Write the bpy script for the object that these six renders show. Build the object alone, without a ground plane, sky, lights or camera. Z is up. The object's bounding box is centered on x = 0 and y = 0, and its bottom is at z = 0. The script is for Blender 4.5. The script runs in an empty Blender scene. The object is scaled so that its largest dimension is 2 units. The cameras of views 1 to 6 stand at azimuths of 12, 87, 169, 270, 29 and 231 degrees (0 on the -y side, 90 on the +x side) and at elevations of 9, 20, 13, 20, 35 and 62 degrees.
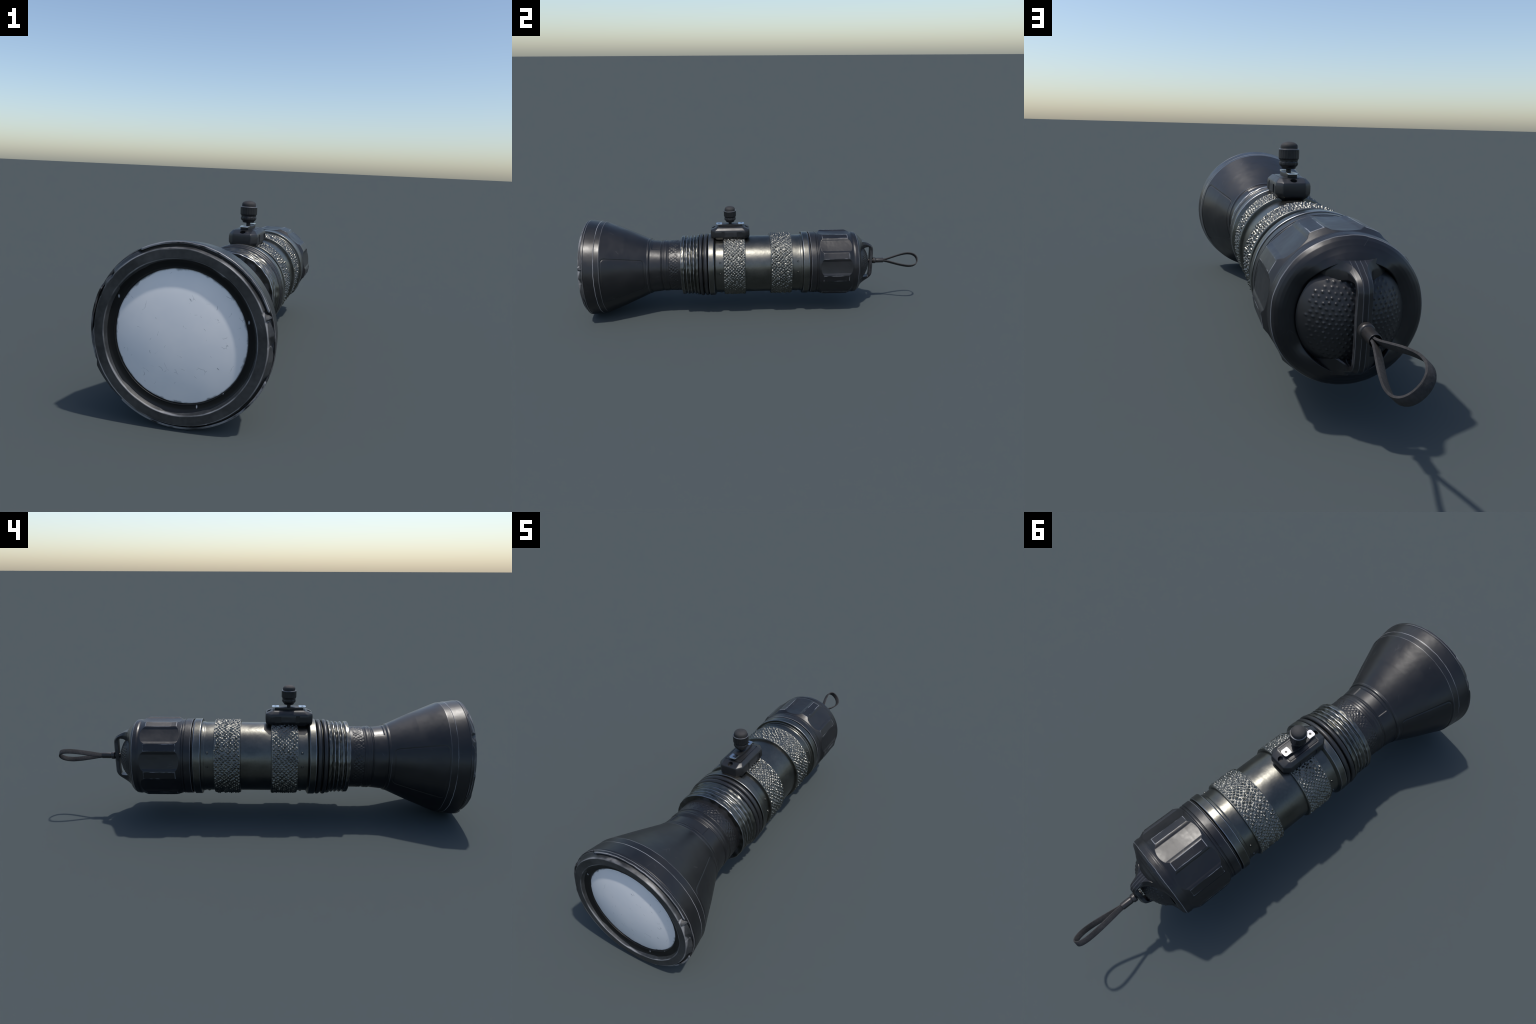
import bpy, math, random
import numpy as np
from mathutils import Vector

random.seed(7)
RNG = np.random.default_rng(7)
AXIS_Z = 0.2835            # height of the torch's long axis (runs along y)
TAU = 2 * math.pi
RADIUS_TRIM = 1.0035
CAP_DROP = 0.0028          # the tail cap sits a touch low on the body

# ------------------------------------------------------------------ helpers
root = bpy.data.objects.new("flashlight", None)
root.empty_display_size = 0.1
bpy.context.scene.collection.objects.link(root)
root["label"] = "black tactical flashlight with knurled metal grip and wrist strap"
root["category"] = "flashlight"


def add_object(name, mesh, parent=None, mats=(), smooth_angle=38.0):
    ob = bpy.data.objects.new(name, mesh)
    bpy.context.scene.collection.objects.link(ob)
    ob.parent = parent if parent is not None else root
    for m in mats:
        mesh.materials.append(m)
    if smooth_angle is not None:
        mesh.polygons.foreach_set("use_smooth", [True] * len(mesh.polygons))
        mesh.set_sharp_from_angle(angle=math.radians(smooth_angle))
    mesh.update()
    return ob


def grid_mesh(name, P, close_v=True, cap_start=False, cap_end=False):
    """P: array (rows, cols, 3); rows run along the profile, cols around."""
    nr, nc, _ = P.shape
    idx = np.arange(nr * nc).reshape(nr, nc)
    a = idx[:-1]
    b = idx[1:]
    if close_v:
        a2, b2 = np.roll(a, -1, 1), np.roll(b, -1, 1)
    else:
        a, a2, b, b2 = a[:, :-1], a[:, 1:], b[:, :-1], b[:, 1:]
    F = np.stack([a, a2, b2, b], -1).reshape(-1, 4).tolist()
    if cap_start:
        F.append(idx[0][::-1].tolist())
    if cap_end:
        F.append(idx[-1].tolist())
    me = bpy.data.meshes.new(name)
    me.from_pydata(P.reshape(-1, 3).tolist(), [], F)
    return me


def fillet(pts, rad=0.0015, n=3):
    """Round every inner corner of a polyline of (y, r) points."""
    pts = [np.array(p, float) for p in pts]
    out = [pts[0]]
    for i in range(1, len(pts) - 1):
        p, q, s = pts[i - 1], pts[i], pts[i + 1]
        l1, l2 = np.linalg.norm(p - q), np.linalg.norm(s - q)
        if l1 < 1e-9 or l2 < 1e-9:
            continue
        d = min(rad, 0.4 * l1, 0.4 * l2)
        a, b = q + (p - q) / l1 * d, q + (s - q) / l2 * d
        for t in np.linspace(0, 1, n + 1):
            out.append((1 - t) ** 2 * a + 2 * t * (1 - t) * q + t * t * b)
    out.append(pts[-1])
    return np.array(out)


def densify(pts, step):
    out = [pts[0]]
    for a, b in zip(pts[:-1], pts[1:]):
        k = max(1, int(math.ceil(np.linalg.norm(np.array(b) - np.array(a)) / step)))
        for j in range(1, k + 1):
            out.append(np.array(a) + (np.array(b) - np.array(a)) * j / k)
    return np.array(out)


def lathe_points(prof, ncol):
    th = np.arange(ncol) * TAU / ncol
    y = np.repeat(prof[:, 0][:, None], ncol, 1)
    r = np.repeat(prof[:, 1][:, None], ncol, 1)
    T = np.repeat(th[None, :], len(prof), 0)
    return y, r, T


def to_xyz(y, r, T):
    # theta: 0 = +x, 90 deg = up; order chosen so faces point outwards
    r = r * RADIUS_TRIM
    return np.stack([r * np.cos(T), y, AXIS_Z + r * np.sin(T)], -1)


def wave_noise(y, T, seed, amp, kmax=14, yscale=60.0, n=24):
    g = np.random.default_rng(seed)
    out = np.zeros_like(y)
    for _ in range(n):
        k = g.integers(1, kmax + 1)
        m = g.normal() * yscale
        out += g.normal() * np.cos(k * T + m * y + g.uniform(0, TAU))
    return amp * out / math.sqrt(n)


def lathe(name, prof, ncol=192, parent=None, mats=(), mod=None, angle=38.0,
          round_=0.0015, step=None, caps=(False, False), steps=3):
    prof = fillet(prof, round_, steps) if round_ else np.array(prof, float)
    if step:
        prof = densify(prof, step)
    y, r, T = lathe_points(prof, ncol)
    if mod:
        y, r = mod(y, r, T)
    return add_object(name, grid_mesh(name, to_xyz(y, r, T), True, *caps),
                      parent, mats, angle)


def sstep(a, b, x):
    t = np.clip((x - a) / (b - a), 0, 1)
    return t * t * (3 - 2 * t)


def ang_window(T, c_deg, half_deg, soft_deg):
    """1 inside an angular window centred on c_deg, 0 outside."""
    d = np.abs((np.degrees(T) - c_deg + 180) % 360 - 180)
    return 1 - sstep(half_deg - soft_deg, half_deg + soft_deg, d)


def loft(name, sections, parent, mats, angle=30, close=True, caps=(True, True)):
    P = np.array(sections, float)
    return add_object(name, grid_mesh(name, P, close, *caps), parent, mats, angle)


# ---------------------------------------------------------------- materials
def new_mat(name):
    m = bpy.data.materials.new(name)
    m.use_nodes = True
    nt = m.node_tree
    bsdf = nt.nodes["Principled BSDF"]
    return m, nt, bsdf


def N(nt, kind, **kw):
    n = nt.nodes.new(kind)
    for k, v in kw.items():
        setattr(n, k, v)
    return n


def noise(nt, vec, scale, detail=4.0, rough=0.55):
    n = N(nt, "ShaderNodeTexNoise")
    n.inputs["Scale"].default_value = scale
    n.inputs["Detail"].default_value = detail
    n.inputs["Roughness"].default_value = rough
    nt.links.new(vec, n.inputs["Vector"])
    return n.outputs["Fac"]


def ramp(nt, fac, lo, hi):
    n = N(nt, "ShaderNodeMapRange")
    n.interpolation_type = 'SMOOTHSTEP'
    n.inputs["From Min"].default_value = lo
    n.inputs["From Max"].default_value = hi
    nt.links.new(fac, n.inputs["Value"])
    return n.outputs["Result"]


def math_(nt, op, a, b=None):
    n = N(nt, "ShaderNodeMath", operation=op)
    for i, v in enumerate((a, b)):
        if v is None:
            continue
        if isinstance(v, (int, float)):
            n.inputs[i].default_value = v
        else:
            nt.links.new(v, n.inputs[i])
    return n.outputs[0]


def mix_col(nt, fac, a, b):
    n = N(nt, "ShaderNodeMix", data_type='RGBA')
    for sock, v in ((n.inputs[0], fac), (n.inputs[6], a), (n.inputs[7], b)):
        if isinstance(v, (int, float)):
            sock.default_value = v
        elif isinstance(v, tuple):
            sock.default_value = (*v, 1)
        else:
            nt.links.new(v, sock)
    return n.outputs[2]


def mix_val(nt, fac, a, b):
    n = N(nt, "ShaderNodeMix", data_type='FLOAT')
    for sock, v in ((n.inputs[0], fac), (n.inputs[2], a), (n.inputs[3], b)):
        if isinstance(v, (int, float)):
            sock.default_value = v
        else:
            nt.links.new(v, sock)
    return n.outputs[0]


def surface(name, base, vary, rough, rough_var, metallic, wear_col=None,
            wear_lo=0.53, wear_hi=0.60, bump=0.15, bump_scale=14.0, ring_wear=(), radial_wear=(),
            ring_width=0.0012, grain=90.0, spec=0.5, scratch=0.0,
            scratch_col=(0.3, 0.3, 0.3), wear_rough=0.35, bump_dist=0.004,
            wear_y_max=None, specks=0.0, ring_axis="Y", ribs=False):
    """Base colour with blotches, fine grain, worn edges and light scratches."""
    m, nt, b = new_mat(name)
    co = N(nt, "ShaderNodeTexCoord").outputs["Object"]
    blotch = noise(nt, co, 9.0, 5.0)
    fine = noise(nt, co, grain, 3.0)
    f = math_(nt, 'MULTIPLY', ramp(nt, blotch, 0.3, 0.7), 0.7)
    f = math_(nt, 'ADD', f, math_(nt, 'MULTIPLY', ramp(nt, fine, 0.3, 0.7), 0.3))
    col = mix_col(nt, f, base, vary)
    rgh = mix_val(nt, ramp(nt, blotch, 0.35, 0.65), rough - rough_var, rough + rough_var)
    wear = None
    if wear_col is not None and wear_lo is not None:
        geo = N(nt, "ShaderNodeNewGeometry")
        wob = math_(nt, 'MULTIPLY', math_(nt, 'SUBTRACT', noise(nt, co, 40.0, 4.0), 0.5), 0.05)
        wear = ramp(nt, math_(nt, 'ADD', geo.outputs["Pointiness"], wob), wear_lo, wear_hi)
        if wear_y_max is not None:
            sy = N(nt, "ShaderNodeSeparateXYZ")
            nt.links.new(co, sy.inputs[0])
            wear = math_(nt, 'MULTIPLY', wear,
                         math_(nt, 'SUBTRACT', 1.0, ramp(nt, sy.outputs["Y"], wear_y_max - 0.003, wear_y_max)))
    if ring_wear:
        sep = N(nt, "ShaderNodeSeparateXYZ")
        nt.links.new(co, sep.inputs[0])
        wob = math_(nt, 'MULTIPLY', math_(nt, 'SUBTRACT', noise(nt, co, 22.0, 4.0), 0.5), 0.005)
        yy = math_(nt, 'ADD', sep.outputs[ring_axis], wob)
        strength = ramp(nt, noise(nt, co, 6.0, 4.0), 0.30, 0.55)
        for item in ring_wear:
            y0, gain = item if isinstance(item, tuple) else (item, 1.0)
            d = math_(nt, 'ABSOLUTE', math_(nt, 'SUBTRACT', yy, y0))
            k = math_(nt, 'SUBTRACT', 1.0, ramp(nt, d, ring_width * 0.4, ring_width * 1.5))
            k = math_(nt, 'MULTIPLY', math_(nt, 'MULTIPLY', k, strength), gain)
            wear = k if wear is None else math_(nt, 'MAXIMUM', wear, k)
    if ribs:
        # rubbed edges of the nine lands on the tail cap
        sep = N(nt, "ShaderNodeSeparateXYZ")
        nt.links.new(co, sep.inputs[0])
        zz = math_(nt, 'SUBTRACT', sep.outputs["Z"], AXIS_Z - CAP_DROP)
        ang = math_(nt, 'MULTIPLY', math_(nt, 'ARCTAN2', zz, sep.outputs["X"]), 180 / math.pi)
        wob = math_(nt, 'MULTIPLY', math_(nt, 'SUBTRACT', noise(nt, co, 30.0, 4.0), 0.5), 1.2)
        ang = math_(nt, 'ADD', ang, wob)
        phi = math_(nt, 'MODULO', math_(nt, 'ADD', ang, 350.0 + 720.0), 40.0)
        phi = math_(nt, 'ABSOLUTE', math_(nt, 'SUBTRACT', phi, 20.0))
        yy = math_(nt, 'ADD', sep.outputs["Y"], math_(nt, 'MULTIPLY', wob, 0.001))
        inside = math_(nt, 'MULTIPLY', math_(nt, 'GREATER_THAN', yy, 0.3895), math_(nt, 'LESS_THAN', yy, 0.5425))
        edge = math_(nt, 'SUBTRACT', 1.0, ramp(nt, math_(nt, 'ABSOLUTE', math_(nt, 'SUBTRACT', phi, 5.0)), 0.15, 0.55))
        edge = math_(nt, 'MULTIPLY', math_(nt, 'MULTIPLY', edge, inside), ramp(nt, noise(nt, co, 16.0, 4.0), 0.46, 0.64))
        onland = math_(nt, 'LESS_THAN', phi, 5.3)
        for y0 in (0.3910, 0.5410):
            e2 = math_(nt, 'SUBTRACT', 1.0, ramp(nt, math_(nt, 'ABSOLUTE', math_(nt, 'SUBTRACT', yy, y0)), 0.0006, 0.0020))
            edge = math_(nt, 'MAXIMUM', edge, math_(nt, 'MULTIPLY', math_(nt, 'MULTIPLY', e2, onland),
                                                    ramp(nt, noise(nt, co, 22.0, 4.0), 0.34, 0.56)))
        wear = edge if wear is None else math_(nt, 'MAXIMUM', wear, edge)
    if radial_wear:
        sep = N(nt, "ShaderNodeSeparateXYZ")
        nt.links.new(co, sep.inputs[0])
        zz = math_(nt, 'SUBTRACT', sep.outputs["Z"], AXIS_Z)
        rad = math_(nt, 'SQRT', math_(nt, 'ADD', math_(nt, 'MULTIPLY', sep.outputs["X"], sep.outputs["X"]),
                                      math_(nt, 'MULTIPLY', zz, zz)))
        wob = math_(nt, 'MULTIPLY', math_(nt, 'SUBTRACT', noise(nt, co, 22.0, 4.0), 0.5), 0.0025)
        rad = math_(nt, 'ADD', rad, wob)
        strength = ramp(nt, noise(nt, co, 7.0, 4.0), 0.32, 0.58)
        for r0 in radial_wear:
            d = math_(nt, 'ABSOLUTE', math_(nt, 'SUBTRACT', rad, r0))
            k = math_(nt, 'SUBTRACT', 1.0, ramp(nt, d, ring_width * 0.4, ring_width * 1.6))
            k = math_(nt, 'MULTIPLY', k, strength)
            wear = k if wear is None else math_(nt, 'MAXIMUM', wear, k)
    if specks > 0:
        mp = N(nt, "ShaderNodeMapping")
        mp.inputs["Scale"].default_value = (1.0, 1.0, 0.45)
        mp.inputs["Rotation"].default_value = (0.0, 0.5, 0.0)
        nt.links.new(co, mp.inputs["Vector"])
        vo = N(nt, "ShaderNodeTexVoronoi")
        vo.inputs["Scale"].default_value = 26.0
        nt.links.new(mp.outputs[0], vo.inputs["Vector"])
        sc = N(nt, "ShaderNodeSeparateColor")
        nt.links.new(vo.outputs["Color"], sc.inputs[0])
        spot = math_(nt, 'SUBTRACT', 1.0, ramp(nt, vo.outputs["Distance"], 0.03, 0.09))
        spot = math_(nt, 'MULTIPLY', spot, math_(nt, 'GREATER_THAN', sc.outputs[0], 0.62))
        col = mix_col(nt, math_(nt, 'MULTIPLY', spot, specks), col, (0.45, 0.47, 0.50))
    if scratch > 0:
        w = N(nt, "ShaderNodeTexVoronoi", feature='DISTANCE_TO_EDGE')
        w.inputs["Scale"].default_value = 34.0
        mp = N(nt, "ShaderNodeMapping")
        mp.inputs["Scale"].default_value = (1.0, 0.35, 1.0)
        mp.inputs["Rotation"].default_value = (0.4, 0.9, 0.3)
        nt.links.new(co, mp.inputs["Vector"])
        nt.links.new(mp.outputs[0], w.inputs["Vector"])
        line = math_(nt, 'SUBTRACT', 1.0, ramp(nt, w.outputs["Distance"], 0.004, 0.02))
        sel = ramp(nt, noise(nt, co, 16.0, 2.0), 0.62, 0.70)
        k = math_(nt, 'MULTIPLY', math_(nt, 'MULTIPLY', line, sel), scratch)
        col = mix_col(nt, k, col, scratch_col)
    if wear is not None:
        col = mix_col(nt, wear, col, wear_col)
        rgh = mix_val(nt, wear, rgh, wear_rough)
    nt.links.new(col, b.inputs["Base Color"])
    nt.links.new(rgh, b.inputs["Roughness"])
    b.inputs["Metallic"].default_value = metallic
    b.inputs["Specular IOR Level"].default_value = spec
    if bump:
        h = math_(nt, 'ADD', noise(nt, co, bump_scale, 3.0),
                  math_(nt, 'MULTIPLY', fine, 0.03))
        bm = N(nt, "ShaderNodeBump")
        bm.inputs["Strength"].default_value = bump
        bm.inputs["Distance"].default_value = bump_dist
        nt.links.new(h, bm.inputs["Height"])
        nt.links.new(bm.outputs[0], b.inputs["Normal"])
    return m


M_HEAD = surface("black_plastic_head", (0.0075, 0.0075, 0.0085), (0.012, 0.0115, 0.012), 0.365, 0.05, 0.0,
                 wear_col=(0.26, 0.26, 0.27), wear_lo=None, ring_wear=(-0.9845, (-0.9735, 0.5), -0.9135, (-0.8845, 0.35), (-0.6375, 0.2)),
                 bump=0.45, bump_scale=6.0, bump_dist=0.006, scratch=0.10, spec=0.50)
M_CAP = surface("black_plastic_cap", (0.0070, 0.0070, 0.0085), (0.011, 0.0105, 0.0115), 0.385, 0.05, 0.0,
                wear_col=(0.20, 0.205, 0.22), wear_lo=None, ribs=True, ring_wear=((0.598, 0.8), (0.3205, 0.6)),
                bump=0.45, bump_scale=8.0, bump_dist=0.006, scratch=0.08, spec=0.50)
M_BAIL = surface("black_plastic_bail", (0.0070, 0.0070, 0.0085), (0.012, 0.0115, 0.0125), 0.385, 0.05, 0.0,
                 bump=0.10, scratch=0.25, scratch_col=(0.2, 0.21, 0.23), spec=0.50,
                 wear_col=(0.17, 0.175, 0.19), wear_lo=None, ring_axis="X", ring_width=0.0008,
                 ring_wear=((-0.0168, 0.25), (-0.0058, 0.35), (0.0058, 0.35), (0.0168, 0.25)))  # pale lines painted along the bar for its lit edges
M_BEZEL = surface("worn_black_bezel", (0.011, 0.012, 0.013), (0.047, 0.048, 0.049), 0.50, 0.06, 0.0,
                  wear_col=(0.22, 0.22, 0.225), wear_lo=0.515, wear_hi=0.56, radial_wear=(0.2652, 0.2352), ring_width=0.0016, bump=0.12,
                  scratch=0.25, grain=60.0)
M_GASKET = surface("gloss_black_gasket", (0.004, 0.004, 0.0045), (0.006, 0.006, 0.006), 0.42, 0.05, 0.0,
                   bump=0.05, specks=0.8, spec=0.3)
M_METAL = surface("gunmetal", (0.100, 0.100, 0.090), (0.140, 0.138, 0.124), 0.34, 0.05, 1.0,
                  wear_col=(0.30, 0.31, 0.33), wear_lo=None,
                  ring_wear=(-0.279, -0.2505, 0.275, 0.3065, -0.441, -0.4255, -0.4085, -0.3875, -0.3675),
                  bump=0.30, scratch=0.2, scratch_col=(0.05, 0.05, 0.047))
M_KNURL = surface("knurled_gunmetal", (0.128, 0.128, 0.116), (0.20, 0.198, 0.18), 0.36, 0.06, 1.0,
                  wear_col=(0.36, 0.36, 0.34), wear_lo=0.55, wear_hi=0.68, bump=0.12, bump_scale=60.0)
M_RUBBER = surface("black_rubber", (0.007, 0.007, 0.008), (0.012, 0.012, 0.012), 0.38, 0.04, 0.0, bump=0.1, spec=0.6)
M_BUTTON = surface("textured_rubber", (0.009, 0.009, 0.0105), (0.014, 0.014, 0.015), 0.42, 0.05, 0.0,
                   wear_col=(0.15, 0.15, 0.17), wear_lo=0.525, wear_hi=0.575, bump=0.08)  # pale colour painted on the raised pimple tips
M_SWITCH = surface("black_plastic_switch", (0.0080, 0.0085, 0.0095), (0.014, 0.014, 0.015), 0.40, 0.05, 0.0,
                   wear_col=(0.10, 0.105, 0.115), wear_lo=0.56, wear_hi=0.66, bump=0.08, spec=0.6)
M_TOGGLE = surface("matt_black_toggle", (0.0060, 0.0062, 0.0070), (0.011, 0.011, 0.012), 0.46, 0.05, 0.0,
                   wear_col=(0.16, 0.165, 0.18), wear_lo=None, ring_axis="Z", ring_wear=(0.6192,), ring_width=0.0009, bump=0.08)
M_TOGTOP = surface("matt_rubber_top", (0.022, 0.021, 0.021), (0.034, 0.032, 0.032), 0.75, 0.05, 0.0,
                   bump=0.2, bump_scale=160.0, bump_dist=0.001)
M_TAB = surface("bright_steel", (0.48, 0.49, 0.51), (0.58, 0.59, 0.61), 0.23, 0.04, 1.0, bump=0.05)
M_STRAP = surface("dark_fabric", (0.011, 0.0105, 0.011), (0.052, 0.049, 0.049), 0.8, 0.05, 0.0,
                  bump=0.6, bump_scale=170.0, grain=150.0, spec=0.3, bump_dist=0.002)
M_FERRULE = surface("dark_steel_ferrule", (0.030, 0.028, 0.028), (0.05, 0.047, 0.046), 0.34, 0.04, 0.5,
                    wear_col=(0.3, 0.3, 0.3), wear_lo=0.56, wear_hi=0.64, bump=0.05)


def lens_material():
    m, nt, b = new_mat("frosted_lens")
    co = N(nt, "ShaderNodeTexCoord").outputs["Object"]
    col = mix_col(nt, ramp(nt, noise(nt, co, 7.0, 5.0), 0.3, 0.7), (0.76, 0.765, 0.78), (0.82, 0.81, 0.81))
    # hairline scratches: thin cell borders of a warped Voronoi, shown in sparse patches
    warp = N(nt, "ShaderNodeMix", data_type='VECTOR')
    warp.inputs[0].default_value = 0.08
    nn = N(nt, "ShaderNodeTexNoise")
    nn.inputs["Scale"].default_value = 11.0
    nt.links.new(co, nn.inputs["Vector"])
    nt.links.new(co, warp.inputs[4])
    nt.links.new(nn.outputs["Color"], warp.inputs[5])
    v = N(nt, "ShaderNodeTexVoronoi", feature='DISTANCE_TO_EDGE')
    v.inputs["Scale"].default_value = 24.0
    nt.links.new(warp.outputs[1], v.inputs["Vector"])
    line = math_(nt, 'SUBTRACT', 1.0, ramp(nt, v.outputs["Distance"], 0.003, 0.012))
    sel = ramp(nt, noise(nt, co, 36.0, 2.0), 0.59, 0.65)
    k = math_(nt, 'MULTIPLY', math_(nt, 'MULTIPLY', line, sel), 0.8)
    col = mix_col(nt, k, col, (0.22, 0.24, 0.27))
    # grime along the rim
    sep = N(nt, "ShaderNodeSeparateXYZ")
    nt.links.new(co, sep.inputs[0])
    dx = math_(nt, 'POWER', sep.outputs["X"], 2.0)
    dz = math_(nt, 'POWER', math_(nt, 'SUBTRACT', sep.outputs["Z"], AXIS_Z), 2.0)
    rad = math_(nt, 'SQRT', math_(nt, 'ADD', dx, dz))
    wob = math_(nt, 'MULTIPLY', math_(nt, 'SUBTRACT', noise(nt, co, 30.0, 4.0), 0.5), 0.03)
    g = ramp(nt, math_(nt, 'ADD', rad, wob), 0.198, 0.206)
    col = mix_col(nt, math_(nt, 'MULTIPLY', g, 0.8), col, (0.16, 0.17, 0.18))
    nt.links.new(col, b.inputs["Base Color"])
    b.inputs["Roughness"].default_value = 0.22
    b.inputs["Specular IOR Level"].default_value = 0.5
    return m


M_LENS = lens_material()

# ------------------------------------------------------------ reflector head
HEAD_WINDOWS = ((0, 20, 3), (134.5, 17, 2.5), (215, 13.5, 2.5))


def head_window(T):
    w = np.zeros_like(T)
    for c, h, s in HEAD_WINDOWS:
        w = np.maximum(w, ang_window(T, c, h, s))
    return w


def rounded_panel(y, T, y0, y1, t_mid, t_half, rad_mean, soft, corner):
    """Signed distance mask of a rounded panel on the shell (1 inside)."""
    s = ((np.degrees(T) - t_mid + 180) % 360 - 180) * math.pi / 180 * rad_mean
    hx, hy = t_half * math.pi / 180 * rad_mean, (y1 - y0) / 2
    qx = np.abs(s) - hx + corner
    qy = np.abs(y - (y0 + y1) / 2) - hy + corner
    d = np.hypot(np.maximum(qx, 0), np.maximum(qy, 0)) + np.minimum(np.maximum(qx, qy), 0) - corner
    return 1 - sstep(-soft, soft, d)


def head_mod(y, r, T):
    w = head_window(T)
    # the rim between windows stands forward, inside the windows it is cut back
    lip = 1 - sstep(-0.9835, -0.9725, y)
    y = y + lip * w * 0.0105
    # recessed side panels
    for mid in (179.2, 0.8):
        k = rounded_panel(y, T, -0.876, -0.652, mid, 28.8, 0.215, 0.0048, 0.02)
        line = 4 * k * (1 - k)
        r = r - (0.0022 * line + 0.0004 * k) * sstep(-0.90, -0.88, y)
    # plate let into the top of the neck
    k = rounded_panel(y, T, -0.612, -0.562, 89, 32, 0.154, 0.002, 0.004)
    r = r - 0.0035 * k
    band = sstep(-0.978, -0.97, y)
    return y, r + band * wave_noise(y, T, 3, 0.0003, 9, 20)


head = lathe("reflector_head", [
    (-0.979, 0.262), (-0.979, 0.2745), (-0.985, 0.2755), (-0.9855, 0.2805), (-0.983, 0.2825),
    (-0.9700, 0.2825), (-0.9685, 0.2808), (-0.9665, 0.2822),
    (-0.9140, 0.2752), (-0.9110, 0.2738), (-0.8865, 0.2716), (-0.8840, 0.2712), (-0.7600, 0.2200),
    (-0.6400, 0.1668), (-0.6360, 0.1650), (-0.6330, 0.1655), (-0.6270, 0.1640), (-0.6240, 0.1595),
    (-0.6200, 0.1580), (-0.6150, 0.1585), (-0.5600, 0.1525), (-0.5575, 0.1495), (-0.5545, 0.1495),
    (-0.5510, 0.1530), (-0.5440, 0.1545), (-0.5380, 0.1525), (-0.5330, 0.1538), (-0.5270, 0.1530),
    (-0.5210, 0.1505), (-0.5160, 0.1495), (-0.5140, 0.1490)],
    ncol=720, mats=[M_HEAD], mod=head_mod, step=0.0022, round_=0.0012, angle=60)


def bezel_mod(y, r, T):
    w = head_window(T)
    outer = sstep(0.266, 0.272, r)
    g = np.random.default_rng(5)
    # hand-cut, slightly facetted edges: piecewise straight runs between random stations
    for lo, hi, amp, cnt, inner in ((0.240, 0.262, 0.0020, 37, False), (0.234, 0.250, 0.0013, 29, True)):
        st = np.sort(g.uniform(0, TAU, cnt))
        va = g.normal(size=cnt) * amp
        f = np.interp(T, np.r_[st[-1] - TAU, st, st[0] + TAU], np.r_[va[-1], va, va[0]])
        k = sstep(lo, hi, r)
        r = r + f * ((1 - k) if inner else k)
    r = r + 0.008 * sstep(0.2670, 0.2705, r) * w     # inside windows the flank flares to the rim
    return y, r


lathe("front_bezel", [
    (-0.976, 0.2265), (-0.9890, 0.2275), (-0.9910, 0.2295), (-0.9985, 0.2335), (-1.0000, 0.2350),
    (-1.0000, 0.2635), (-0.9985, 0.2655), (-0.9860, 0.2680), (-0.9760, 0.2705)],
    ncol=720, parent=head, mats=[M_BEZEL], mod=bezel_mod, step=0.0015, angle=60)

lathe("lens_gasket", [
    (-0.9905, 0.2305), (-0.9885, 0.2272), (-0.9850, 0.2215), (-0.9838, 0.2150), (-0.9832, 0.2085),
    (-0.9838, 0.2050), (-0.9785, 0.2035), (-0.9720, 0.2030)],
    ncol=256, parent=head, mats=[M_GASKET], round_=0.003)

LENS_Y, LENS_BULGE = -0.9785, 0.0205
lens_prof = [(LENS_Y + 0.006, 0.2034), (LENS_Y + 0.0015, 0.2034), (LENS_Y, 0.2020)]
lens_prof += [(LENS_Y - LENS_BULGE * (1 - (q / 0.2020) ** 2), q) for q in np.linspace(0.199, 0.001, 40)]
lathe("lens", lens_prof, ncol=192, parent=head, mats=[M_LENS], round_=0, caps=(False, True), angle=50)


# knurled sleeve on the neck (soft crossed ridges)
def tri(x):
    return np.abs(((x + 0.5) % 1.0) - 0.5) * 2       # 0 on the lines, 1 half way


def neck_knurl(y, r, T):
    n_around = 48
    p = TAU * 0.150 / n_around
    v = T * n_around / TAU + wave_noise(y, T, 21, 0.22, 26, 90)
    u = y / p * 0.85
    h = np.minimum(tri(u + v), tri(u - v))
    edge = sstep(-0.515, -0.505, y) * (1 - sstep(-0.464, -0.459, y))
    amp = 0.0021 * np.clip(0.75 + wave_noise(y, T, 22, 0.35, 18, 60), 0.15, 1.4)
    return y, r + edge * amp * (h - 0.5)


lathe("neck_grip", [(-0.5142, 0.1490), (-0.5120, 0.1515), (-0.4600, 0.1515), (-0.4400, 0.1515)],
      ncol=768, parent=head, mats=[M_HEAD], mod=neck_knurl, step=0.0013, angle=70)


# --------------------------------------------------------------- metal body
def worn_rings(y, r, T):
    k = sstep(-0.445, -0.44, y) * (1 - sstep(-0.345, -0.335, y))
    r = r + k * wave_noise(y, T, 31, 0.0008, 40, 220)
    y = y + k * wave_noise(y, T, 32, 0.0008, 22, 120)
    return y, r


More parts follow.
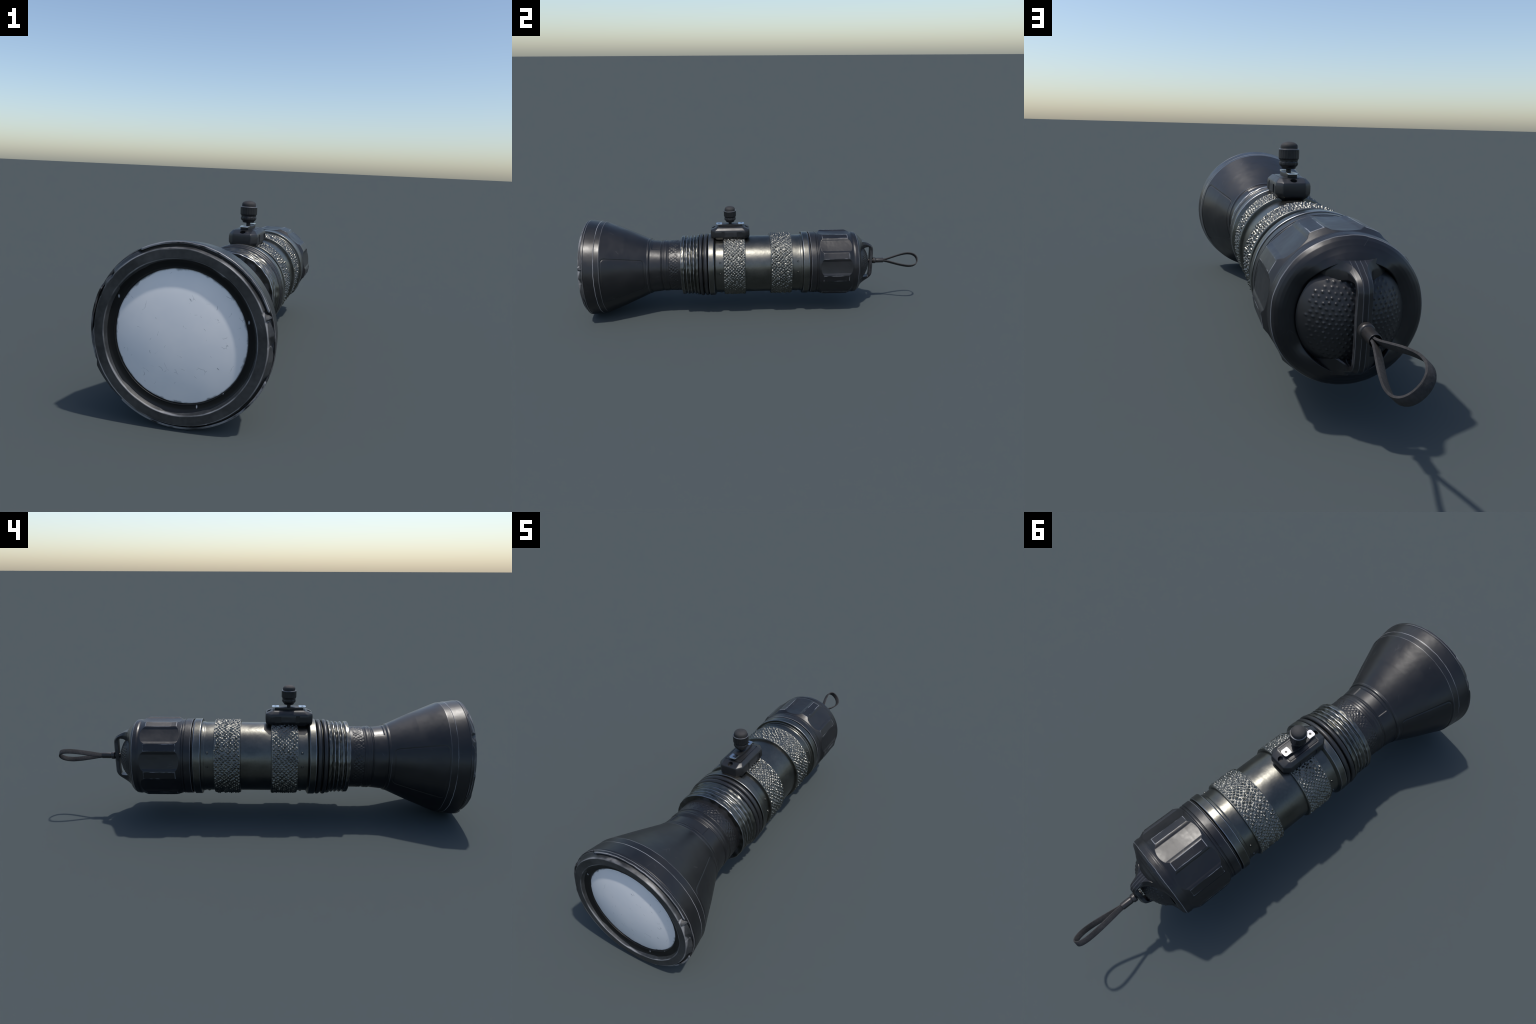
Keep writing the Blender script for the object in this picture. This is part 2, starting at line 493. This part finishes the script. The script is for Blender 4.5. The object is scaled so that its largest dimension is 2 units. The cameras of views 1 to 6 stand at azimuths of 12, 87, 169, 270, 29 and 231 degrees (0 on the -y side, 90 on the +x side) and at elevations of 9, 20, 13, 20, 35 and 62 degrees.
ring_prof = [(-0.4400, 0.148), (-0.4420, 0.1500), (-0.4430, 0.1740), (-0.4400, 0.1765), (-0.4260, 0.1765), (-0.4235, 0.1745),
             (-0.4195, 0.1690), (-0.4165, 0.1685), (-0.4120, 0.1745), (-0.4090, 0.1762), (-0.4040, 0.1755),
             (-0.3985, 0.1700), (-0.3960, 0.1700), (-0.3910, 0.1745), (-0.3880, 0.1762), (-0.3830, 0.1755),
             (-0.3780, 0.1690), (-0.3755, 0.1695), (-0.3715, 0.1755), (-0.3680, 0.1772), (-0.3640, 0.1765),
             (-0.3605, 0.1715), (-0.3585, 0.1725), (-0.3545, 0.1785), (-0.3500, 0.1815), (-0.3430, 0.1825),
             (-0.3390, 0.1800), (-0.3370, 0.1700), (-0.3150, 0.1700), (-0.3115, 0.1745), (-0.3095, 0.1745),
             (-0.3070, 0.1700), (-0.2870, 0.1700),
             (-0.2835, 0.1720), (-0.2815, 0.1860), (-0.2790, 0.1877), (-0.2520, 0.1877), (-0.2495, 0.1862),
             (-0.2430, 0.1755), (-0.2400, 0.1706)]
body = lathe("metal_body", ring_prof + [(-0.2000, 0.1706), (0.2520, 0.1706), (0.2560, 0.1709), (0.2590, 0.1730), (0.2640, 0.1735),
                                        (0.2690, 0.1735), (0.2715, 0.1760), (0.2725, 0.1860), (0.2750, 0.1880),
                                        (0.3060, 0.1880), (0.3085, 0.1862), (0.3095, 0.1730), (0.3300, 0.1730)],
             ncol=288, mats=[M_METAL], mod=worn_rings, step=0.004, angle=40)


def ring_torus(name, y0, major, ry, rr, parent, mat):
    prof = [(y0 + ry * math.cos(a), major + rr * math.sin(a)) for a in np.linspace(-0.25 * math.pi, 1.25 * math.pi, 22)]
    return lathe(name, prof[::-1], 160, parent, [mat], round_=0, angle=80)


ring_torus("rubber_ring", -0.3255, 0.1765, 0.0112, 0.0108, body, M_RUBBER)
ring_torus("rubber_ring", -0.2970, 0.1765, 0.0118, 0.0108, body, M_RUBBER)


ring_torus("rubber_ring", 0.3140, 0.1735, 0.0050, 0.0050, body, M_RUBBER)  # dark torus filling the gap between the rear flange and the collar


# knurled grip bands: raised diamonds of uneven height
def band(name, y0, y1, seed):
    n_around = 58
    p = TAU * 0.18 / n_around

    def mod(y, r, T):
        v = T * n_around / TAU + wave_noise(y, T, seed, 0.16, 30, 110)
        u = (y - y0) / p + wave_noise(y, T, seed + 1, 0.16, 30, 110)
        h = np.minimum(tri(u + v), tri(u - v))
        h = h * h * (3 - 2 * h)
        edge = sstep(y0 + 0.003, y0 + 0.0065, y) * (1 - sstep(y1 - 0.0065, y1 - 0.003, y))
        amp = 0.0060 * np.clip(0.80 + wave_noise(y, T, seed + 2, 0.38, 60, 220), 0.15, 1.4)
        top = (r > 0.176)
        rough = wave_noise(y, T, seed + 3, 0.00055, 300, 700, 40)
        return y, r + top * edge * (amp * h - 0.0028 + rough)

    return lathe(name, [(y0 - 0.0005, 0.1665), (y0, 0.1795), (y0 + 0.002, 0.1822), (y1 - 0.002, 0.1822),
                        (y1, 0.1795), (y1 + 0.0005, 0.1665)],
                 ncol=928, parent=body, mats=[M_KNURL], mod=mod, step=0.0016, round_=0.0012, angle=75, steps=2)


band("knurled_band", -0.1955, -0.0655, 41)
band("knurled_band", 0.0815, 0.2105, 51)

# small screws around the body
screw_prof = [(-0.0010, 0.0082), (0.0004, 0.0080), (0.0006, 0.0062), (0.0028, 0.0058), (0.0040, 0.0046), (0.0040, 0.0032), (0.0020, 0.0026), (0.0020, 0.0001)]


def screw_mesh():
    n = 16
    rows = []
    for h, q in screw_prof:
        rows.append([(q * math.cos(a), q * math.sin(a), h) for a in np.arange(n) * TAU / n])
    return grid_mesh("screw", np.array(rows), True, False, True)


base_screw = None
for y0 in (-0.2125, 0.2405):
    for a in (0.5, 22.5, 157.5, 179.5, 246, 294):
        if base_screw is None:
            sm = screw_mesh()
            sc = add_object("screw", sm, body, [M_METAL], 35)
            base_screw = sc
        else:
            sc = base_screw.copy()
            bpy.context.scene.collection.objects.link(sc)
            sc.parent = body
        t = math.radians(a)
        d = Vector((math.cos(t), 0, math.sin(t)))
        sc.rotation_mode = 'QUATERNION'
        sc.rotation_quaternion = d.to_track_quat('Z', 'Y')
        sc.location = d * 0.1703 + Vector((0, y0, AXIS_Z))

# ----------------------------------------------------------------- tail cap
RIDGES = [30 + 40 * k for k in range(9)]


def prism_radius(T):
    """Nine narrow lands standing proud of wide, shallow flutes."""
    deg = np.degrees(T)
    phi = np.abs((deg - 30 + 20) % 40 - 20)              # angle from the nearest land
    land = 0.1965 * math.cos(math.radians(5)) / np.cos(np.radians(np.minimum(phi, 5)))
    d = 20 - phi                                          # angle from the flute's middle
    floor = 0.1862 / np.cos(np.radians(d)) - 0.0008 * (1 - (np.minimum(d, 11) / 11) ** 2)
    t = np.clip((phi - 5) / 4.2, 0, 1)
    return land * (1 - t) + floor * t


def cap_mod(y, r, T):
    fl = prism_radius(T)
    k = sstep(0.371, 0.375, y) * (1 - sstep(0.572, 0.578, y))
    m = np.minimum(r, fl)
    # towards the sides the end face rolls down into the button recess
    side = 1 - sstep(28, 62, np.degrees(np.arcsin(np.clip(np.abs(np.sin(T)), 0, 1))))
    cut = np.interp(r, [0.100, 0.118, 0.130, 0.142, 0.152, 0.160, 0.168, 0.1755, 0.183],
                    [0.606, 0.6075, 0.6095, 0.6115, 0.6125, 0.6122, 0.6100, 0.6055, 0.597])
    y = np.where(y > 0.597, y + side * np.minimum(cut - y, 0), y)
    # above and below, the face swells out into the roots of the bail
    swell = (1 - sstep(0.024, 0.078, np.abs(r * np.cos(T)))) * (1 - sstep(0.134, 0.168, r)) * sstep(0.1295, 0.1320, r)
    y = np.where(y > 0.6, y + 0.0085 * swell, y)
    r = np.where(k > 0, r * (1 - k) + m * k, r)
    return y, r + 0.00025 * wave_noise(y, T, 61, 1.0, 10, 25)


cap = lathe("tail_cap", [
    (0.3225, 0.1720), (0.3190, 0.1710), (0.3185, 0.1840), (0.3205, 0.1858), (0.3515, 0.1858), (0.3530, 0.1825), (0.3555, 0.1822),
    (0.3570, 0.1850), (0.3640, 0.1850), (0.3660, 0.1822), (0.3690, 0.1822), (0.3710, 0.1835),
    (0.3910, 0.1958), (0.3950, 0.1985), (0.5370, 0.1985), (0.5410, 0.1958), (0.5650, 0.1845), (0.5720, 0.1832),
    (0.5800, 0.1850), (0.5970, 0.1828), (0.5990, 0.1812), (0.6080, 0.1745), (0.6180, 0.1640), (0.6270, 0.1505),
    (0.6340, 0.1370), (0.6358, 0.1335), (0.6325, 0.1315), (0.6220, 0.1305), (0.6130, 0.1300), (0.6080, 0.1270), (0.6060, 0.1000), (0.6060, 0.0010)],
    ncol=720, mats=[M_CAP], mod=cap_mod, step=0.0018, round_=0.0012, angle=60)

for v in cap.data.vertices:
    v.co.z -= CAP_DROP * min(1.0, max(0.0, (v.co.y - 0.355) / 0.06))

# rounded push button behind the bail, studded with small pimples
BR = 0.151


def button_points():
    rows = []
    for ph in np.linspace(0.0, 1.0, 110):
        rows.append(0.0005 + ph * 0.1275)
    q = np.array(rows)
    ncol = 420
    T = np.arange(ncol) * TAU / ncol
    R, A = np.meshgrid(q, T, indexing='ij')
    prof = 0.6865 - (BR - np.sqrt(np.maximum(BR ** 2 - R ** 2, 0)))
    x, z = R * np.cos(A), R * np.sin(A)
    p = 0.0128
    best = np.zeros_like(x)
    for j in range(-9, 10):
        for i in range(-9, 10):
            cx = (i + 0.5 * (j % 2)) * p + random.uniform(-1, 1) * 0.0013
            cz = j * p * 0.866 + random.uniform(-1, 1) * 0.0013
            if math.hypot(cx, cz) > 0.112:
                continue
            h = random.uniform(0.0012, 0.0026)
            d2 = (x - cx) ** 2 + (z - cz) ** 2
            best = np.maximum(best, h * np.exp(-d2 / (2 * 0.0018 ** 2)))
    nrm = np.sqrt(np.maximum(BR ** 2 - R ** 2, 1e-6)) / BR
    y = prof + best * nrm
    s = 1 + best / BR
    return np.stack([x * s, y, AXIS_Z + z * s], -1)[::-1]


add_object("push_button", grid_mesh("push_button", button_points(), True, False, True), cap, [M_BUTTON], 80).location.z = -CAP_DROP

# --- bail: a bar bridging the button, flaring where it grows out of the cap
half_outer = [(0.600, 0.1500), (0.619, 0.1475), (0.636, 0.1440), (0.650, 0.1352), (0.666, 0.1268), (0.684, 0.1170), (0.700, 0.1070),
              (0.710, 0.0965), (0.7155, 0.0850), (0.7175, 0.0720), (0.718, 0.030)]
half_inner = [(0.600, 0.1120), (0.619, 0.1060), (0.636, 0.0985), (0.650, 0.0960), (0.664, 0.0955), (0.677, 0.0955), (0.687, 0.0950),
              (0.692, 0.0915), (0.6945, 0.0850), (0.696, 0.0720), (0.696, 0.030)]
half_width = [0.165, 0.150, 0.116, 0.078, 0.055, 0.044, 0.0385, 0.0365, 0.0355, 0.035, 0.035]
half_face = [0.90, 0.86, 0.80, 0.72, 0.60, 0.48, 0.40, 0.36, 0.34, 0.33, 0.33]


def smooth_curve(pts, n):
    """Catmull-Rom through the control rows."""
    pts = np.array(pts, float)
    ext = np.vstack([2 * pts[0] - pts[1], pts, 2 * pts[-1] - pts[-2]])
    out = []
    m = len(pts) - 1
    for t in np.linspace(0, m - 1e-9, n):
        i = int(t)
        f = t - i
        a, b, c, d = ext[i], ext[i + 1], ext[i + 2], ext[i + 3]
        out.append(0.5 * (2 * b + (c - a) * f + (2 * a - 5 * b + 4 * c - d) * f * f + (3 * b - a - 3 * c + d) * f ** 3))
    return np.array(out)


def bail_sections():
    full = []
    for sgn, order in ((1, range(11)), (-1, range(10, -1, -1))):
        for i in order:
            oy, orr = half_outer[i]
            iy, ir = half_inner[i]
            full.append((oy, sgn * orr, iy, sgn * ir, half_width[i], half_face[i]))
    rows = smooth_curve(full, 150)
    secs = []
    for oy, orr, iy, ir, w, f in rows:
        sag = 1 - float(sstep(0.645, 0.680, oy))     # the flare follows the round cap
        o, i_ = np.array([oy, orr]), np.array([iy, ir])
        d = i_ - o
        ring = []
        # (half-width factor, depth fraction from the outer face)
        for hx, dep in ((-0.40 * f / 0.4 * 0.5, 0.0), (0.5 * f, 0.0), (0.475, 0.30), (0.5, 0.40), (0.5, 0.90), (0.46, 1.0),
                        (-0.46, 1.0), (-0.5, 0.90), (-0.5, 0.40), (-0.475, 0.30)):
            p = o + d * dep
            zr = p[1]
            bow = abs(zr) - math.sqrt(max(zr * zr - (hx * w) ** 2, 1e-6))
            ring.append((hx * w, p[0], AXIS_Z + zr - math.copysign(bow * sag, zr)))
        secs.append(ring)
    return secs


loft("tail_bail", bail_sections(), cap, [M_BAIL], angle=20).location.z = -CAP_DROP

# -------------------------------------------------------------- wrist strap
strap = lathe("strap_ferrule", [
    (0.6900, 0.0010), (0.6905, 0.0105), (0.6930, 0.0120), (0.7185, 0.0120), (0.7190, 0.0165), (0.7215, 0.0185), (0.7330, 0.0185),
    (0.7365, 0.0165), (0.7375, 0.0135), (0.7395, 0.0135), (0.7400, 0.0150), (0.7830, 0.0150), (0.7840, 0.0140), (0.7835, 0.0130), (0.7700, 0.0125),
    (0.7700, 0.0010)],
    ncol=48, mats=[M_FERRULE], round_=0.001, angle=50)

TILT = math.radians(44)
S_DIR = np.array([-math.sin(TILT), 0, math.cos(TILT)])
W_DIR = np.array([math.cos(TILT), 0, math.sin(TILT)])


def strap_sections():
    up = [(0.768, 0.0030), (0.790, 0.0042), (0.815, 0.0100), (0.845, 0.0195), (0.880, 0.0305), (0.912, 0.0385), (0.940, 0.0425),
          (0.966, 0.0400), (0.985, 0.0300), (0.9950, 0.0155), (0.9978, 0.0)]
    pts = up + [(a, -b) for a, b in up[-2::-1]]
    c = smooth_curve(pts, 140)
    secs = []
    t_half, w_half = 0.0030, 0.0120
    for i in range(len(c)):
        tg = c[min(i + 1, len(c) - 1)] - c[max(i - 1, 0)]
        tg /= np.linalg.norm(tg)
        nr = np.array([-tg[1], tg[0]])
        wide = w_half * (0.88 + 0.12 * min(1, max(0, (c[i][0] - 0.78) / 0.05)))
        ring = []
        for a, b in ((-1, -0.8), (-0.88, -1), (0, -1.0), (0.88, -1), (1, -0.8), (1, 0.8), (0.88, 1), (0, 1.0), (-0.88, 1), (-1, 0.8)):
            q = c[i] + nr * b * t_half
            ring.append(np.array([0, q[0], AXIS_Z - 0.001]) + S_DIR * q[1] + W_DIR * a * wide)
        secs.append(ring)
    return secs


loft("wrist_strap", strap_sections(), root, [M_STRAP], angle=50)

# ------------------------------------------------------------- switch block
SY = -0.152                    # centre of the switch along the torch
HL = 0.1140                    # half length


def octagon(hx, hy, cut_x, cut_y, z, zend=None, sub=0):
    """Plan outline of the switch box; zend lowers the two end edges."""
    pts = [(hx, -hy + cut_y), (hx, hy - cut_y), (hx - cut_x, hy), (-hx + cut_x, hy), (-hx, hy - cut_y), (-hx, -hy + cut_y),
           (-hx + cut_x, -hy), (hx - cut_x, -hy)]
    return [(x, SY + y, z) for x, y in pts]


import bmesh


def box_from_rings(name, rings, parent, mat, bevel, segs=2, angle=30):
    me = grid_mesh(name, np.array(rings), True, True, True)
    bm = bmesh.new()
    bm.from_mesh(me)
    bmesh.ops.recalc_face_normals(bm, faces=bm.faces[:])
    es = [e for e in bm.edges if len(e.link_faces) == 2 and e.calc_face_angle(0) > math.radians(12)]
    bmesh.ops.bevel(bm, geom=es, offset=bevel, segments=segs, affect='EDGES', profile=0.6, clamp_overlap=True)
    bm.to_mesh(me)
    bm.free()
    return add_object(name, me, parent, [mat], angle)


box_rings = [
    octagon(0.045, HL - 0.020, 0.018, 0.018, 0.4500),
    octagon(0.054, HL - 0.002, 0.020, 0.024, 0.4640),
    octagon(0.0612, HL, 0.022, 0.026, 0.4740),
    octagon(0.0612, HL, 0.022, 0.026, 0.5000),
    octagon(0.0585, HL - 0.001, 0.021, 0.026, 0.5115),
    octagon(0.0460, HL - 0.032, 0.008, 0.010, 0.5250),
]
switch = box_from_rings("switch_box", box_rings, None, M_SWITCH, 0.0035, 3)


def bore(target, center, direction, radius, depth):
    """Cut a round blind hole with a throw-away cylinder."""
    bm = bmesh.new()
    bmesh.ops.create_cone(bm, cap_ends=True, segments=24, radius1=radius, radius2=radius, depth=depth * 2)
    me = bpy.data.meshes.new("cutter")
    bm.to_mesh(me)
    bm.free()
    c = bpy.data.objects.new("cutter", me)
    bpy.context.scene.collection.objects.link(c)
    c.rotation_mode = 'QUATERNION'
    c.rotation_quaternion = Vector(direction).to_track_quat('Z', 'Y')
    c.location = center
    return c


def cut_box(center, size):
    bm = bmesh.new()
    bmesh.ops.create_cube(bm, size=1.0)
    bmesh.ops.scale(bm, vec=size, verts=bm.verts[:])
    me = bpy.data.meshes.new("cutter")
    bm.to_mesh(me)
    bm.free()
    c = bpy.data.objects.new("cutter", me)
    bpy.context.scene.collection.objects.link(c)
    c.location = center
    return c


cutters = [bore(switch, (0.000, SY - 0.0965, 0.5175), (0, -0.39, 1), 0.0118, 0.014),
           bore(switch, (0.000, SY + 0.0965, 0.5175), (0, 0.39, 1), 0.0118, 0.014)]
for sx in (-1, 1):
    cutters.append(cut_box((sx * 0.0632, SY + 0.054, 0.4870), (0.010, 0.030, 0.030)))
    cutters.append(cut_box((sx * 0.0632, SY - 0.041, 0.4880), (0.008, 0.018, 0.036)))
cutters.append(cut_box((0, SY, 0.5250), (0.0795, 0.1535, 0.0080)))
for c in cutters:
    md = switch.modifiers.new("cut", 'BOOLEAN')
    md.operation = 'DIFFERENCE'
    md.object = c
    md.solver = 'EXACT'
bpy.context.view_layer.update()
dg = bpy.context.evaluated_depsgraph_get()
new = bpy.data.meshes.new_from_object(switch.evaluated_get(dg))
switch.modifiers.clear()
old = switch.data
switch.data = new
new.name = "switch_box"
bpy.data.meshes.remove(old)
for c in cutters:
    m_ = c.data
    bpy.data.objects.remove(c)
    bpy.data.meshes.remove(m_)
new.polygons.foreach_set("use_smooth", [True] * len(new.polygons))
new.set_sharp_from_angle(angle=math.radians(30))

box_from_rings("switch_foot", [octagon(0.034, 0.086, 0.01, 0.01, 0.425), octagon(0.034, 0.086, 0.01, 0.01, 0.456)],
               switch, M_SWITCH, 0.002)
# cover plate let into the top
box_from_rings("switch_cover", [octagon(0.0385, 0.0755, 0.005, 0.005, 0.5205), octagon(0.0385, 0.0755, 0.004, 0.004, 0.5258)],
               switch, M_SWITCH, 0.0014)


# rocker bar carrying the two bright contact tabs
def bar_ring(z, grow=0.0):
    pts = []
    for y in np.linspace(-0.070, 0.070, 15):
        pts.append((0.0165 + 0.0065 * (1 - (y / 0.07) ** 2) + grow, y))
    pts += [(-x, y) for x, y in pts[::-1]]
    return [(x, SY + 0.0005 + y, z) for x, y in pts]


box_from_rings("switch_bar", [bar_ring(0.5255), bar_ring(0.5390)], switch, M_SWITCH, 0.0012)


def tab_mesh():
    # small plate with a clipped outer end and a central hole
    hx, ly = 0.0175, 0.0360
    outer = [(hx, 0), (hx, ly - 0.006), (hx - 0.005, ly), (-hx + 0.005, ly), (-hx, ly - 0.006), (-hx, 0)]
    n = 24
    ring_o = []
    c = np.array([0.0, ly * 0.52])
    for a in np.arange(n) * TAU / n:
        d = np.array([math.cos(a), math.sin(a)])
        best = 1.0
        for i in range(len(outer)):
            p, q = np.array(outer[i]) - c, np.array(outer[(i + 1) % len(outer)]) - c
            e = q - p
            det = d[0] * (-e[1]) + e[0] * d[1]
            if abs(det) < 1e-9:
                continue
            t = (p[0] * (-e[1]) + e[0] * p[1]) / det
            s = (d[0] * p[1] - d[1] * p[0]) / det
            if t > 0 and -1e-6 <= s <= 1 + 1e-6:
                best = min(best, t)
        ring_o.append(c + d * best)
    ring_i = [c + 0.0056 * np.array([math.cos(a), math.sin(a)]) for a in np.arange(n) * TAU / n]
    z0, z1 = 0.0, 0.0042
    rows = [[(*p, z0) for p in ring_i], [(*p, z0) for p in ring_o], [(*p, z1 * 0.75) for p in ring_o],
            [(*(c + (p - c) * 0.97), z1) for p in ring_o], [(*p, z1) for p in ring_i], [(*p, z0) for p in ring_i]]
    return grid_mesh("contact_tab", np.array(rows)[::-1], True)


shadow_disc_rows = [[(0.0054 * math.cos(a), 0.0187 + 0.0054 * math.sin(a), z) for a in np.arange(20) * TAU / 20] for z in (0.0, 0.0022)]  # black disc set inside each tab hole, modelling the shadow in it
tab_hole_shadow = add_object("hole_shadow_disc", grid_mesh("hole_shadow_disc", np.array(shadow_disc_rows), True, False, True), switch, [M_RUBBER], 35)
tab_hole_shadow.location = (0.0, SY + 0.0475, 0.5372)
tab_hole_shadow2 = tab_hole_shadow.copy()
bpy.context.scene.collection.objects.link(tab_hole_shadow2)
tab_hole_shadow2.parent = switch
tab_hole_shadow2.rotation_euler = (0, 0, math.pi)
tab_hole_shadow2.location = (0.0, SY - 0.0465, 0.5372)
tab = add_object("contact_tab", tab_mesh(), switch, [M_TAB], 35)
tab.location = (0.0, SY + 0.0475, 0.5372)
tab2 = tab.copy()
bpy.context.scene.collection.objects.link(tab2)
tab2.parent = switch
tab2.rotation_euler = (0, 0, math.pi)
tab2.location = (0.0, SY - 0.0465, 0.5372)


# toggle: vertical lathe with fluted collar
def vlathe(name, prof, parent, mat, ncol=96, flutes=None, round_=0.001, angle=40):
    prof = densify(fillet(prof, round_), 0.0015)       # (z, r)
    th = np.arange(ncol) * TAU / ncol
    z = np.repeat(prof[:, 0][:, None], ncol, 1)
    r = np.repeat(prof[:, 1][:, None], ncol, 1)
    T = np.repeat(th[None, :], len(prof), 0)
    if flutes:
        r = flutes(z, r, T)
    P = np.stack([r * np.cos(-T), SY + 0.001 + r * np.sin(-T), z], -1)
    return add_object(name, grid_mesh(name, P, True, False, True), parent, [mat], angle)


def toggle_flutes(z, r, T):
    k = sstep(0.5855, 0.590, z) * (1 - sstep(0.612, 0.617, z))
    r = r - k * 0.0007 * (0.5 + 0.5 * np.cos(T * 22)) ** 2
    k2 = sstep(0.560, 0.564, z) * (1 - sstep(0.576, 0.579, z))
    return r - k2 * 0.0012 * (0.5 + 0.5 * np.cos(T * 11)) ** 2


toggle = vlathe("toggle_button", [
    (0.5360, 0.0090), (0.5500, 0.0090), (0.5515, 0.0240), (0.5560, 0.0252), (0.5580, 0.0265), (0.5620, 0.0310), (0.5660, 0.0335),
    (0.5740, 0.0335), (0.5765, 0.0322), (0.5830, 0.0322), (0.5845, 0.0345), (0.5880, 0.0358), (0.6165, 0.0358), (0.6200, 0.0345), (0.6210, 0.0300),
    (0.6190, 0.0200), (0.6190, 0.0005)],
    switch, M_TOGGLE, ncol=220, flutes=toggle_flutes)
vlathe("toggle_top", [(0.6180, 0.0295), (0.6270, 0.0300), (0.6320, 0.0293), (0.6370, 0.0260), (0.6415, 0.0185), (0.6440, 0.0090), (0.6446, 0.0005)],
       switch, M_TOGTOP, ncol=64, round_=0.004, angle=60)
